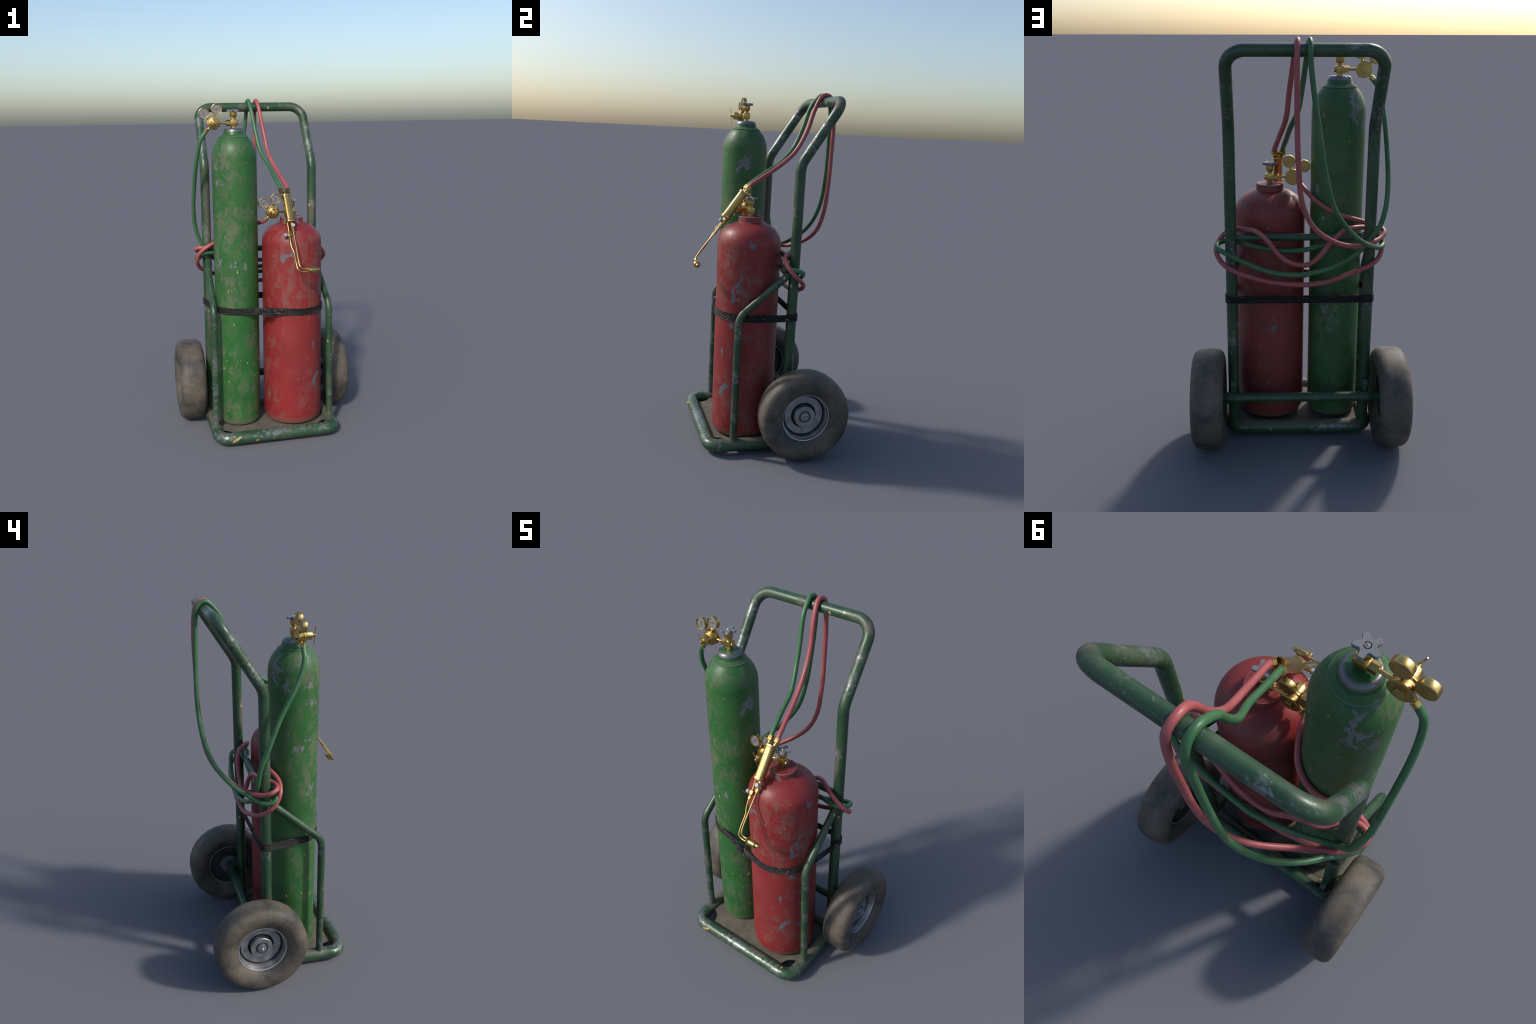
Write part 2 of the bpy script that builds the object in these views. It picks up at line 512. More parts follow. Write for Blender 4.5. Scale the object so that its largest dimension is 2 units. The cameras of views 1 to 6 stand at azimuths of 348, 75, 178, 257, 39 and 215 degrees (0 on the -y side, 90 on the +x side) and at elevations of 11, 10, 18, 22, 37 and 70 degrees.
M_RED = cylinder_paint("red_cylinder_paint", (0.170, 0.0115, 0.0140), (0.218, 0.0165, 0.0190), [
    (on_red(-107, 1.105), 0.050, (1.3, 1, 1)), (on_red(-122, 1.07), 0.037),
    (on_red(-53, 0.325), 0.090, (0.9, 1, 0.9)), (on_red(-46, 0.350), 0.05), (on_red(-62, 0.285), 0.031, (1.4, 1, 0.6)),
    (on_red(-26, 0.91), 0.070, (0.8, 1.0, 1.1)), (on_red(-20, 0.955), 0.045), (on_red(-20, 0.99), 0.062), (on_red(-36, 0.885), 0.062, (1, 1, 1.4)),
    (on_red(-10, 1.19), 0.056, (0.7, 0.7, 1.5)), (on_red(-40, 0.72), 0.069, (1.2, 1, 0.8)),
    (on_red(-28, 0.34), 0.069), (on_red(8, 1.05), 0.025, (1, 1, 2)), (on_red(88, 0.58), 0.056),
    (on_red(-85, 0.36), 0.037, (1.2, 1, 0.5)), (on_red(-60, 0.56), 0.056), (on_red(0, 0.30), 0.050),
    ((RX - 0.05, RY - 0.04, 1.285), 0.037), ((RX + 0.02, RY - 0.066, 1.285), 0.040), ((RX + 0.06, RY - 0.02, 1.28), 0.025),
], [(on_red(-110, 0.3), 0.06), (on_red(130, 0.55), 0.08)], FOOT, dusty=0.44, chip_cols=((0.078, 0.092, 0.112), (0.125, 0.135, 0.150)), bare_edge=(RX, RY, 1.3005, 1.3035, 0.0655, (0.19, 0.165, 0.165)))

UPX, UPY = 0.334, 0.106                       # uprights
BARY, BARZ = 0.335, 1.9475                    # push bar
BX, BYF, BYR, BZ, BR = 0.349, -0.329, 0.112, 0.050, 0.0355
M_FRAME = frame_paint("frame_enamel", [
    ((-0.02, BYF - 0.01, 0.078), 0.17, (1.1, 0.6, 0.36)), ((0.10, BYF, 0.085), 0.12, (1.2, 0.6, 0.3)), ((0.25, BYF - 0.02, 0.07), 0.09, (1, 0.6, 0.4)),
    ((-0.335, BYF + 0.0, 0.08), 0.10, (1, 1, 0.7)), ((0.35, -0.27, 0.06), 0.07, (1, 1, 0.8)),
    ((-0.347, -0.215, 0.14), 0.10, (0.8, 0.8, 1.3)), ((-0.345, -0.215, 0.46), 0.09, (0.6, 0.6, 1.2)),
    ((-0.345, -0.215, 0.30), 0.07), ((-0.345, -0.19, 0.70), 0.075, (0.5, 0.6, 1.2)),
    ((0.36, -0.19, 0.70), 0.06, (0.7, 0.7, 1.3)), ((0.36, -0.2, 0.45), 0.05, (0.7, 0.7, 1.6)), ((0.36, -0.2, 0.22), 0.04),
    ((0.334, 0.16, 1.70), 0.085, (0.7, 0.7, 1.1)), ((0.334, 0.24, 1.80), 0.05), ((0.334, 0.09, 1.35), 0.035, (1, 1, 1.3)),
    ((-0.334, 0.16, 1.71), 0.12, (0.7, 0.8, 1.1)), ((-0.334, 0.26, 1.86), 0.07),
    ((-0.334, 0.09, 1.2), 0.05, (1, 1, 2)), ((-0.20, 0.36, 1.962), 0.05, (1.3, 1, 0.5)), ((-0.17, BYR + 0.02, 0.06), 0.13, (1.3, 0.5, 0.35)),
    ((0.334, 0.13, 1.0), 0.05, (1, 1, 2)), ((0.334, 0.13, 0.55), 0.05, (1, 1, 2)), ((-0.334, 0.1, 0.75), 0.05, (1, 1, 2)),
], [
    ((-0.31, 0.09, 1.3), 0.22, (0.2, 0.3, 2.2)), ((-0.31, 0.085, 0.75), 0.25, (0.2, 0.3, 1.5)), ((0.32, 0.085, 1.3), 0.1, (0.3, 0.4, 1.6)),
    ((-0.345, -0.2, 0.07), 0.06, (1, 1, 0.6)), ((0.345, -0.2, 0.07), 0.07, (1, 1, 0.6)), ((-0.06, 0.33, 1.94), 0.045, (1, 1, 1)),
    ((0.34, 0.31, 1.93), 0.05, (1, 1, 1)),
])
M_BRASS = brass()
M_PINK = hose_mat("pink_red_hose_rubber", (0.29, 0.062, 0.066), (0.35, 0.088, 0.090))
M_HOSEG = hose_mat("green_hose_rubber", (0.030, 0.108, 0.043), (0.046, 0.142, 0.058))
M_RUBBER = rubber_mat()
M_RIM = rim_mat()
M_PLATE = plate_mat()
M_STRAP = strap_mat()
M_BUCKLE = plain("black_buckle_metal", (0.025, 0.028, 0.032), 0.35, 0.3, 0.3)
M_WHEELGREY = plain("grey_handwheel_paint", (0.145, 0.153, 0.166), 0.42, 0.0, 0.12)
M_STEEL = plain("bright_steel", (0.50, 0.51, 0.53), 0.28, 0.9, 0.15)
M_KNOB = plain("pale_knob_plastic", (0.30, 0.31, 0.33), 0.45, 0.0, 0.12)
M_DIAL = dial_mat()
M_NEEDLE = plain("needle_black", (0.02, 0.02, 0.022), 0.5)
M_SOOT = plain("dark_hole", (0.01, 0.008, 0.006), 0.8)

# ================================================================== HAND TRUCK
truck = empty("hand_truck", "dark green tubular steel cylinder trolley with two worn rubber wheels", "hand truck")

bm = bmesh.new()
# one long bent tube: left upright, push bar, right upright
up_path = [(-UPX, 0.098, 0.055), (-UPX, 0.114, 1.605), (-UPX, BARY, BARZ), (UPX, BARY, BARZ), (UPX, 0.114, 1.605), (UPX, 0.098, 0.055)]
tube(bm, fillet(up_path, [0, 0.13, 0.085, 0.085, 0.13, 0], 10), 0.0278, 24)
finish(bm, "upright_handle", M_FRAME, truck)

bm = bmesh.new()
ring = fillet([(-BX, BYF, BZ), (BX, BYF, BZ), (BX, BYR, BZ), (-BX, BYR, BZ)], [0.062, 0.062, 0.055, 0.055], 9, True)
tube(bm, ring, BR, 24, True)
finish(bm, "base_frame", M_FRAME, truck)

for s in (-1, 1):
    bm = bmesh.new()
    path = fillet([(s * 0.353, -0.199, 0.062), (s * 0.348, -0.194, 0.782), (s * 0.336, 0.098, 1.028)], [0, 0.10, 0], 10)
    tube(bm, path, 0.0194, 20)
    finish(bm, "side_brace", M_FRAME, truck)

bm = bmesh.new()
rod(bm, (-UPX, 0.109, 1.085), (UPX, 0.109, 1.085), 0.0172, 20, 0)
finish(bm, "cross_bar", M_FRAME, truck)

# base plate with a round bite out of each front corner
def base_plate():
    x1, y0, y1, r = 0.336, -0.318, 0.100, 0.078
    cx, cy = 0.334, -0.292
    out = [(-x1, y1), (-x1, cy + r)]
    def bite(s):
        pts = []
        for k in range(13):
            t = math.radians(90 - 108 * k / 12)
            pts.append((s * (cx - r * math.sin(math.radians(108 * k / 12))), cy + r * math.cos(math.radians(108 * k / 12))))
        return pts
    left = bite(-1)
    right = bite(1)[::-1]
    pts = [(-x1, y1)] + left + [(left[-1][0], y0), (right[0][0], y0)] + right + [(x1, y1)]
    b = bmesh.new()
    vs = [b.verts.new((x, y, FOOT - 0.006)) for x, y in pts]
    f = b.faces.new(vs)
    ex = bmesh.ops.extrude_face_region(b, geom=[f])
    for v in ex["geom"]:
        if isinstance(v, bmesh.types.BMVert):
            v.co.z = FOOT - 0.0005
    return b
finish(base_plate(), "base_plate", M_PLATE, truck, smooth=False)

# axle with thicker collars, tied to the uprights by bent straps of flat bar
AXY, AXZ = 0.166, 0.2515
bm = bmesh.new()
prof = [(0, -0.452), (0.0235, -0.452), (0.0235, -0.377), (0.0296, -0.376), (0.0302, -0.374), (0.0302, -0.302), (0.0296, -0.300), (0.0245, -0.299)]
lathe(bm, prof + [(r, -h) for r, h in prof[::-1]], (0, AXY, AXZ), (1, 0, 0), 28)
finish(bm, "axle", M_FRAME, truck)
for s in (-1, 1):
    bm = bmesh.new()
    c = [(s * UPX, 0.118, 0.336), (s * UPX, 0.148, 0.334), (s * UPX, 0.158, 0.318), (s * UPX, 0.160, 0.272)]
    path = fillet(c, [0, 0.014, 0.014, 0], 5)
    sec = [(-0.0125, -0.004), (0.0125, -0.004), (0.0125, 0.004), (-0.0125, 0.004)]
    sweep(bm, path, sec, start_up=(1, 0, 0))
    box(bm, (s * UPX, 0.143, AXZ), (0.030, 0.045, 0.026), 0.003)
    finish(bm, "axle_bracket", M_FRAME, truck, angle=30)

# wheels
def wheel_meshes():
    T = [(0.1322, -0.038), (0.1330, -0.046), (0.150, -0.058), (0.175, -0.075), (0.195, -0.0795), (0.212, -0.0785), (0.228, -0.073),
         (0.2405, -0.062), (0.2475, -0.049), (0.2505, -0.030), (0.2515, 0.0)]
    T = T + [(r, -h) for r, h in T[::-1][1:]]
    T = T + [(0.1335, 0.030), (0.1335, -0.030), T[0]]
    bt = bmesh.new()
    lathe(bt, T, axis=(1, 0, 0), n=30)
    # outward face (towards +x) then inner face
    R = [(0, 0.054), (0.006, 0.054), (0.0095, 0.051), (0.0105, 0.042), (0.0185, 0.041), (0.0195, 0.036), (0.0245, 0.035), (0.0255, 0.022),
         (0.032, 0.021), (0.034, 0.030), (0.0565, 0.031), (0.0585, 0.029), (0.059, -0.022), (0.0685, -0.022), (0.0690, 0.002), (0.071, 0.005), (0.1075, 0.006), (0.1105, 0.003),
         (0.1125, -0.006), (0.1165, -0.007), (0.1185, 0.004), (0.1195, 0.022), (0.1205, 0.026), (0.1245, 0.0265), (0.1260, 0.030), (0.1268, 0.043), (0.1285, 0.047), (0.1310, 0.048), (0.1325, 0.046), (0.1325, 0.040),
         (0.1318, 0.03), (0.1318, -0.03), (0.1325, -0.040), (0.1325, -0.046), (0.1310, -0.048), (0.1285, -0.047), (0.1262, -0.040),
         (0.1235, -0.012), (0.1215, -0.010), (0.112, -0.009), (0.0705, -0.007), (0.0690, -0.026), (0.0600, -0.026), (0.0595, -0.032), (0.058, -0.035), (0.024, -0.036), (0.0, -0.036)]
    br = bmesh.new()
    lathe(br, R, axis=(1, 0, 0), n=56)
    return bt, br
bt, br = wheel_meshes()
WX = 0.457
wheels = []
w = empty("wheel", parent=truck)
w.location = (WX, AXY, AXZ)
ty = finish(bt, "tyre", M_RUBBER, w, angle=60)
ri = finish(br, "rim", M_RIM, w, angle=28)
w2 = empty("wheel", parent=truck)
w2.location = (-WX, AXY, AXZ)
w2.rotation_euler = (math.radians(75), 0, math.radians(180))
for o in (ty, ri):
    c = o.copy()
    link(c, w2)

# webbing strap: convex loop round both uprights and both cylinders
def hull_loop():
    pts = []
    for cx, cy, r in ((-UPX, 0.106, 0.0300), (UPX, 0.106, 0.0300), (GX, GY, GR + 0.0028), (RX, RY, RR + 0.0028)):
        for i in range(72):
            a = 2 * math.pi * i / 72
            pts.append((cx + r * math.cos(a), cy + r * math.sin(a)))
    pts.sort()
    def half(seq):
        h = []
        for p in seq:
            while len(h) > 1 and (h[-1][0] - h[-2][0]) * (p[1] - h[-2][1]) - (h[-1][1] - h[-2][1]) * (p[0] - h[-2][0]) <= 0:
                h.pop()
            h.append(p)
        return h
    return half(pts)[:-1] + half(pts[::-1])[:-1]
def strap_z(x, y):
    return 0.7755 - 0.012 * max(0.0, min(1.0, (x + 0.1) / 0.45)) * max(0.0, min(1.0, (0.12 - y) / 0.2))
loop = hull_loop()
bm = bmesh.new()
# ribbed cross-section: four woven ridges on the outer side
W = 0.0385
sec = []
for k in range(33):
    z = -W / 2 + W * k / 32
    sec.append((z, 0.0022 + 0.0017 * math.cos(2 * math.pi * 5 * (k / 32 - 0.5) + math.pi)))
sec += [(W / 2, -0.0014), (-W / 2, -0.0014)]
dense = []
for i in range(len(loop)):
    a, b = V((*loop[i], 0)), V((*loop[(i + 1) % len(loop)], 0))
    k = max(1, int((b - a).length / 0.012))
    dense += [a.lerp(b, t / k) for t in range(k)]
path = [V((p.x, p.y, strap_z(p.x, p.y))) for p in dense]
rings = []
n = len(path)
for i in range(n):
    t = (path[(i + 1) % n] - path[i - 1]).normalized()
    out = t.cross(V((0, 0, 1))).normalized()
    rings.append([bm.verts.new(path[i] + V((0, 0, u)) + out * w_) for u, w_ in sec])
for i in range(n):
    a, b = rings[i], rings[(i + 1) % n]
    for k in range(len(sec)):
        l = (k + 1) % len(sec)
        bm.faces.new((a[k], b[k], b[l], a[l]))
strap = finish(bm, "strap", M_STRAP, truck, angle=50)
# buckle on the straight run between the cylinders
def on_bridge(x):
    best = None
    for i in range(n):
        a, b = path[i], path[(i + 1) % n]
        if min(a.x, b.x) <= x <= max(a.x, b.x) and a.y < -0.1:
            t = (x - a.x) / (b.x - a.x)
            return a.lerp(b, t), (b - a).normalized()
p, t = on_bridge(-0.097)
p2, t2 = on_bridge(-0.031)
Rb = Matrix((t2, V((0, 0, 1)).cross(t2), V((0, 0, 1)))).transposed()
bm = bmesh.new()
box(bm, p, (0.028, 0.011, 0.042), 0.0015, Rb)
finish(bm, "strap_slider", M_BUCKLE, strap, angle=40)
bm = bmesh.new()
# curved cam-buckle cover between two side cheeks
cover = []
for k in range(9):
    u = -0.021 + 0.042 * k / 8
    cover.append((u, -0.0185 + (0.006 if u < 0 else 0.009) * (u / 0.021) ** 2))
prof2 = cover + [(0.021, 0.004), (-0.021, 0.004)]
for zz in (-0.0195, 0.0195):
    pass
lo = [bm.verts.new(p2 + Rb @ V((u, v, -0.0200))) for u, v in prof2]
hi = [bm.verts.new(p2 + Rb @ V((u, v, 0.0200))) for u, v in prof2]
for k in range(len(prof2)):
    l = (k + 1) % len(prof2)
    bm.faces.new((lo[k], lo[l], hi[l], hi[k]))
bm.faces.new(lo[::-1])
bm.faces.new(hi)
for zz in (-0.0225, 0.0225):
    box(bm, p2 + Rb @ V((-0.004, -0.006, zz)), (0.046, 0.022, 0.003), 0.001, Rb)
finish(bm, "strap_buckle", M_BUCKLE, strap, angle=40)

# ================================================================== VALVES AND REGULATORS
def star_mesh(bm, c, R=0.0372, r=0.0180, th=0.0130, phase=math.radians(93)):
    """Five-armed handwheel with rounded arm ends and rounded edges."""
    pts = []
    for i in range(5):
        a = phase + 2 * math.pi * i / 5
        d, e = V((math.cos(a), math.sin(a), 0)), V((-math.sin(a), math.cos(a), 0))
        pts += [d * R - e * 0.0076, d * R + e * 0.0076]
        b = a + math.pi / 5
        pts.append(V((math.cos(b), math.sin(b), 0)) * r)
    rad = []
    for i in range(5):
        rad += [0.0062, 0.0062, 0.007]
    prof = fillet(pts, rad, 5, True)
    m = len(prof)
    layers = []
    for inset, z in ((0.0014, -th / 2), (0, -th / 2 + 0.0014), (0, th / 2 - 0.0014), (0.0014, th / 2)):
        ring = []
        for i in range(m):
            t = (prof[(i + 1) % m] - prof[i - 1]).normalized()
            nrm = V((-t.y, t.x, 0))
            ring.append(bm.verts.new(V(c) + prof[i] + nrm * inset + V((0, 0, z))))
        layers.append(ring)
    for a, b in zip(layers, layers[1:]):
        for i in range(m):
            j = (i + 1) % m
            bm.faces.new((a[i], a[j], b[j], b[i]))
    # recessed hub: shallow round well in the top
    hub = [[bm.verts.new(V(c) + V((q * math.cos(phase + 2 * math.pi * i / m), q * math.sin(phase + 2 * math.pi * i / m), z))) for i in range(m)]
           for q, z in ((0.0105, th / 2), (0.0098, th / 2 - 0.001), (0.0098, th / 2 - 0.006))]
    off = min(range(m), key=lambda i: (prof[i].normalized() - V((math.cos(phase), math.sin(phase), 0))).length)
    top = layers[-1]
    for i in range(m):
        j = (i + 1) % m
        bm.faces.new((top[(i + off) % m], top[(j + off) % m], hub[0][j], hub[0][i]))
        for a, b in zip(hub, hub[1:]):
            bm.faces.new((a[i], a[j], b[j], b[i]))
    bm.faces.new(hub[-1])
    bm.faces.new(layers[0][::-1])

def fittings(cyl, shift, needles):
    """Valve (stem, block, bonnet, handwheel) and regulator with two gauges, in green-cylinder coordinates + shift."""
    S = V(shift)
    vx, vy, vz = -0.1875, -0.075, 1.8525
    valve = empty("valve", parent=cyl)
    bm = bmesh.new()
    lathe(bm, [(0, 1.812), (0.0145, 1.812), (0.0145, 1.84), (0.012, 1.841), (0.012, 1.866), (0.0148, 1.8685), (0.0125, 1.872), (0.0125, 1.880),
               (0.0155, 1.882), (0.0195, 1.888), (0.0208, 1.896), (0.0205, 1.910), (0.019, 1.912), (0.012, 1.9125), (0.006, 1.913), (0.006, 1.922), (0, 1.922)],
          (vx, vy, 0), n=32)
    box(bm, (vx, vy, vz), (0.037, 0.037, 0.0345), 0.0022)
    rod(bm, (vx + 0.016, vy, vz), (vx + 0.0275, vy, vz), 0.0138, 24, 0.2)
    finish(bm, "valve_body", M_BRASS, valve, angle=30)
    bm = bmesh.new()
    rod(bm, (vx - 0.017, vy, vz), (vx - 0.043, vy, vz), 0.0168, 6, 0.12, up=(0, 0, 1))
    finish(bm, "coupling_nut", M_BRASS, valve, angle=25)
    bm = bmesh.new()
    star_mesh(bm, (vx, vy, 1.9195))
    finish(bm, "handwheel", M_WHEELGREY, valve, angle=30)
    bm = bmesh.new()
    rod(bm, (vx, vy, 1.918), (vx, vy, 1.9272), 0.0082, 6, 0.15, mat=0)
    lathe(bm, [(0, 1.922), (0.0038, 1.922), (0.0038, 1.9285), (0.0025, 1.9305), (0, 1.931)], (vx, vy, 0), n=16, mat=1)
    finish(bm, "spindle_nut", [M_STEEL, M_BRASS], valve, angle=30)

    reg = empty("regulator", parent=cyl)
    cx, cz = -0.301, 1.8525
    bm = bmesh.new()
    # revolved along -y: back cover, drum, stepped rings, bonnet, cap
    H = lambda y: -(y)
    prof = [(0, -0.0545), (0.0365, -0.0545), (0.0388, -0.056), (0.0392, -0.060), (0.0382, -0.0625), (0.0330, -0.0635), (0.0330, -0.0800),
            (0.0365, -0.0815), (0.0378, -0.084), (0.0370, -0.0872), (0.0325, -0.0880), (0.0328, -0.0915), (0.0312, -0.0935), (0.0280, -0.0940), (0.0282, -0.0975),
            (0.0262, -0.0990), (0.0222, -0.0995), (0.0216, -0.1235), (0.0200, -0.1275), (0.0165, -0.1285), (0.0130, -0.1288), (0.0128, -0.1325),
            (0.0105, -0.1345), (0.0068, -0.1348), (0.0060, -0.1355), (0.0060, -0.1475), (0.0045, -0.149), (0, -0.149)]
    lathe(bm, [(r, -h) for r, h in prof], (cx, 0, cz), (0, -1, 0), 40)
    rod(bm, (vx - 0.040, vy, vz), (cx + 0.03, vy, vz), 0.0066, 20, 0.05)
    finish(bm, "regulator_body", M_BRASS, reg, angle=32)
    bm = bmesh.new()
    lathe(bm, [(0, 0.0), (0.0195, 0.0), (0.0195, 0.0085), (0.0185, 0.0095), (0, 0.0095)], (cx, -0.0555, cz), (0, 1, 0), 5, math.radians(90), up=(1, 0, 0))
    finish(bm, "back_bolt", M_BRASS, reg, angle=20)
    bm = bmesh.new()
    tilt = math.radians(-17)
    d = V((math.sin(-tilt), 0, -math.cos(tilt)))
    c0 = V((cx + 0.001, -0.1440, cz))
    rod(bm, c0 - d * 0.046, c0 + d * 0.046, 0.0025, 12, 0.2)
    finish(bm, "adjusting_screw", M_BRASS, reg)
    for (gx, gz), nd in zip(((-0.3570, 1.9065), (-0.2830, 1.9300)), needles):
        g = V((gx, 0, gz))
        bm = bmesh.new()
        gp = [(0, -0.0590), (0.0285, -0.0590), (0.0303, -0.0603), (0.0310, -0.0630), (0.0310, -0.0790), (0.0304, -0.0812), (0.0290, -0.0818),
              (0.0272, -0.0812), (0.0266, -0.0790), (0.0264, -0.0765), (0, -0.0765)]
        lathe(bm, [(r, -h) for r, h in gp], (gx, 0, gz), (0, -1, 0), 40)
        dirn = (V((cx, 0, cz)) - g).normalized()
        a = g + dirn * 0.0295 + V((0, -0.071, 0))
        b = V((cx, -0.071, cz)) - dirn * 0.030
        rod(bm, a, b, 0.0048, 14, 0.1)
        rod(bm, a.lerp(b, 0.25), a.lerp(b, 0.75), 0.0068, 6, 0.1)
        finish(bm, "gauge_case", M_BRASS, reg, angle=32)
        bm = bmesh.new()
        lathe(bm, [(0, 0.0768), (0.0263, 0.0768), (0.0263, 0.0772), (0, 0.0772)], (gx, 0, gz), (0, -1, 0), 32)
        finish(bm, "gauge_dial", M_DIAL, reg, smooth=False)
        bm = bmesh.new()
        an = math.radians(nd)
        u, w_ = V((math.cos(an), 0, math.sin(an))), V((-math.sin(an), 0, math.cos(an)))
        f0 = g + V((0, -0.0779, 0))
        shape = [u * 0.0160, w_ * 0.0013 + u * 0.002, w_ * 0.0007 - u * 0.015, -w_ * 0.0007 - u * 0.015, -w_ * 0.0013 + u * 0.002]
        fr = [bm.verts.new(f0 + q + V((0, -0.0004, 0))) for q in shape]
        bk = [bm.verts.new(f0 + q + V((0, 0.0005, 0))) for q in shape]
        bm.faces.new(fr)
        bm.faces.new(bk[::-1])
        for k in range(5):
            bm.faces.new((fr[k], bk[k], bk[(k + 1) % 5], fr[(k + 1) % 5]))
        finish(bm, "gauge_needle", M_NEEDLE, reg, smooth=False)
    # hose outlet at 225 degrees
    d = V((-1, 0, -1)).normalized()
    o = V((cx, -0.0735, cz))
    bm = bmesh.new()
    rod(bm, o + d * 0.031, o + d * 0.050, 0.0064, 16, 0.1)
    lathe(bm, [(0.006, 0.0), (0.0120, 0.0), (0.0140, 0.002), (0.0140, 0.0195), (0.0130, 0.0212), (0.0100, 0.0212), (0.0100, 0.017), (0, 0.017)],
          o + d * 0.047, d, 6, 0.3, up=(0, 1, 0))
    finish(bm, "hose_nut", M_BRASS, reg, angle=25)
    for e in (valve, reg):
        for ch in e.children:
            for vtx in ch.data.vertices:
                vtx.co += S
    return o + d * 0.062 + S

# ================================================================== GREEN CYLINDER
green = empty("oxygen_cylinder", "tall narrow chipped green gas cylinder with brass regulator", "gas cylinder")
bm = bmesh.new()
prof = [(0, FOOT), (GR - 0.032, FOOT), (GR - 0.020, FOOT + 0.003), (GR - 0.009, FOOT + 0.010), (GR - 0.0025, FOOT + 0.022), (GR, FOOT + 0.038)]
prof += [(GR, FOOT + 0.038 + (1.655 - FOOT - 0.038) * k / 10) for k in range(1, 10)]
for k in range(0, 17):
    r = GR + (0.0825 - GR) * math.sin(math.pi / 2 * k / 16) if False else None
a_end = math.acos(0.0823 / GR)
for k in range(17):
    a = a_end * k / 16
    prof.append((GR * math.cos(a), 1.655 + 0.150 * math.sin(a)))
zt = 1.655 + 0.150 * math.sin(a_end)
prof += [(0.0842, zt + 0.0012), (0.0838, zt + 0.0042), (0.0810, zt + 0.0058), (0.0675, zt + 0.0140), (0.0630, zt + 0.0175), (0.0610, zt + 0.0225),
         (0.0596, zt + 0.0335), (0.0568, zt + 0.0420), (0.0522, zt + 0.0484), (0.0472, zt + 0.0515), (0.0415, zt + 0.0523), (0, zt + 0.0523)]
GTOP = zt + 0.0523
lathe(bm, prof, (GX, GY, 0), n=72)
# bare steel shows on the shoulder of the neck
N = Nodes("neck_bare_steel")
nz = N.noise(18, 5, 0.6, 0.3)
band = N.step(N.math('ADD', N.axis(2), N.math('MULTIPLY', N.math('SUBTRACT', nz, 0.5), 0.016)), GTOP - 0.022, GTOP - 0.014)
rr = N.math('MULTIPLY', N.near((GX, GY, GTOP), 0.1), 1.0)
top = N.step(N.math('ADD', rr, N.math('MULTIPLY', nz, 0.08)), 0.555, 0.625, 1.0, 0.0)
bare = N.math('MULTIPLY', band, top)
N.set(color=N.mix(bare, (0.016, 0.080, 0.024), (0.165, 0.17, 0.185)), metal=N.math('MULTIPLY', bare, 0.75), rough=0.36)
M_NECK = N.m
tank = finish(bm, "tank", [M_GREEN, M_NECK], green, angle=28)
for pl in tank.data.polygons:
    if pl.center.z > zt + 0.016:
        pl.material_index = 1
g_out = fittings(green, (0, 0, GTOP - 1.8235), (80, 5))

# ================================================================== RED CYLINDER
red = empty("fuel_gas_cylinder", "short wide chipped red gas cylinder with brass regulator", "gas cylinder")
bm = bmesh.new()
prof = [(0, FOOT), (RR - 0.045, FOOT), (RR - 0.030, FOOT + 0.003), (RR - 0.014, FOOT + 0.012), (RR - 0.004, FOOT + 0.028), (RR, FOOT + 0.048)]
prof += [(RR, FOOT + 0.048 + (1.15 - FOOT - 0.048) * k / 8) for k in range(1, 8)]
e = 2.25
for k in range(25):
    a = math.pi / 2 * k / 24
    c, s = math.cos(a), math.sin(a)
    q = 1 / ((c ** e + s ** e) ** (1 / e))
    r, h = RR * c * q, 1.148 + 0.132 * s * q
    if r > 0.0705:
        prof.append((r, h))
prof += [(0.0690, 1.2735), (0.0680, 1.2765), (0.0678, 1.302), (0.0672, 1.3045), (0.0655, 1.3055), (0.062, 1.3052), (0, 1.3052)]
lathe(bm, prof, (RX, RY, 0), n=80)
finish(bm, "tank", M_RED, red, angle=28)
r_out = fittings(red, (0.3308, -0.030, 1.3052 - 1.8225), (35, 66))
# the needle positions differ; everything else repeats the green fittings

# ================================================================== TORCH
torch = empty("cutting_torch", "slim brass gas torch hanging on pink and green hoses", "welding torch")
A = V((0, -0.576, -0.817)).normalized()          # handle axis, pointing down to the tip
F = V((0, -0.817, 0.576))                        # face direction (front of the torch)
top, bot = V((0.1005, -0.135, 1.436)), V((0.1005, -0.240, 1.287))
L = (bot - top).length
bm = bmesh.new()
def lip(t0, t1, h, sect=None):
    pass
path = [(0.0, 0.0226), (0.001, 0.0242), (0.004, 0.0250), (0.012, 0.0250), (0.0145, 0.0242), (0.0155, 0.0222),
        (L - 0.0175, 0.0222), (L - 0.0165, 0.0242), (L - 0.014, 0.0252), (L - 0.003, 0.0252), (L - 0.0008, 0.0244), (L, 0.0226)]
inner = [(0.0005, 0.0212), (0.026, 0.0206)]
rings = []
sec_n = 36
for t, h in inner[::-1] + path:
    rings.append([bm.verts.new(top + A * t + V((1, 0, 0)) * u + F * w_) for u, w_ in rounded_square(h, 3.6, sec_n)])
for a, b in zip(rings, rings[1:]):
    for k in range(sec_n):
        l = (k + 1) % sec_n
        bm.faces.new((a[k], a[l], b[l], b[k]))
bm.faces.new(rings[0])
bm.faces.new(rings[-1])
finish(bm, "handle", M_BRASS, torch, angle=32)

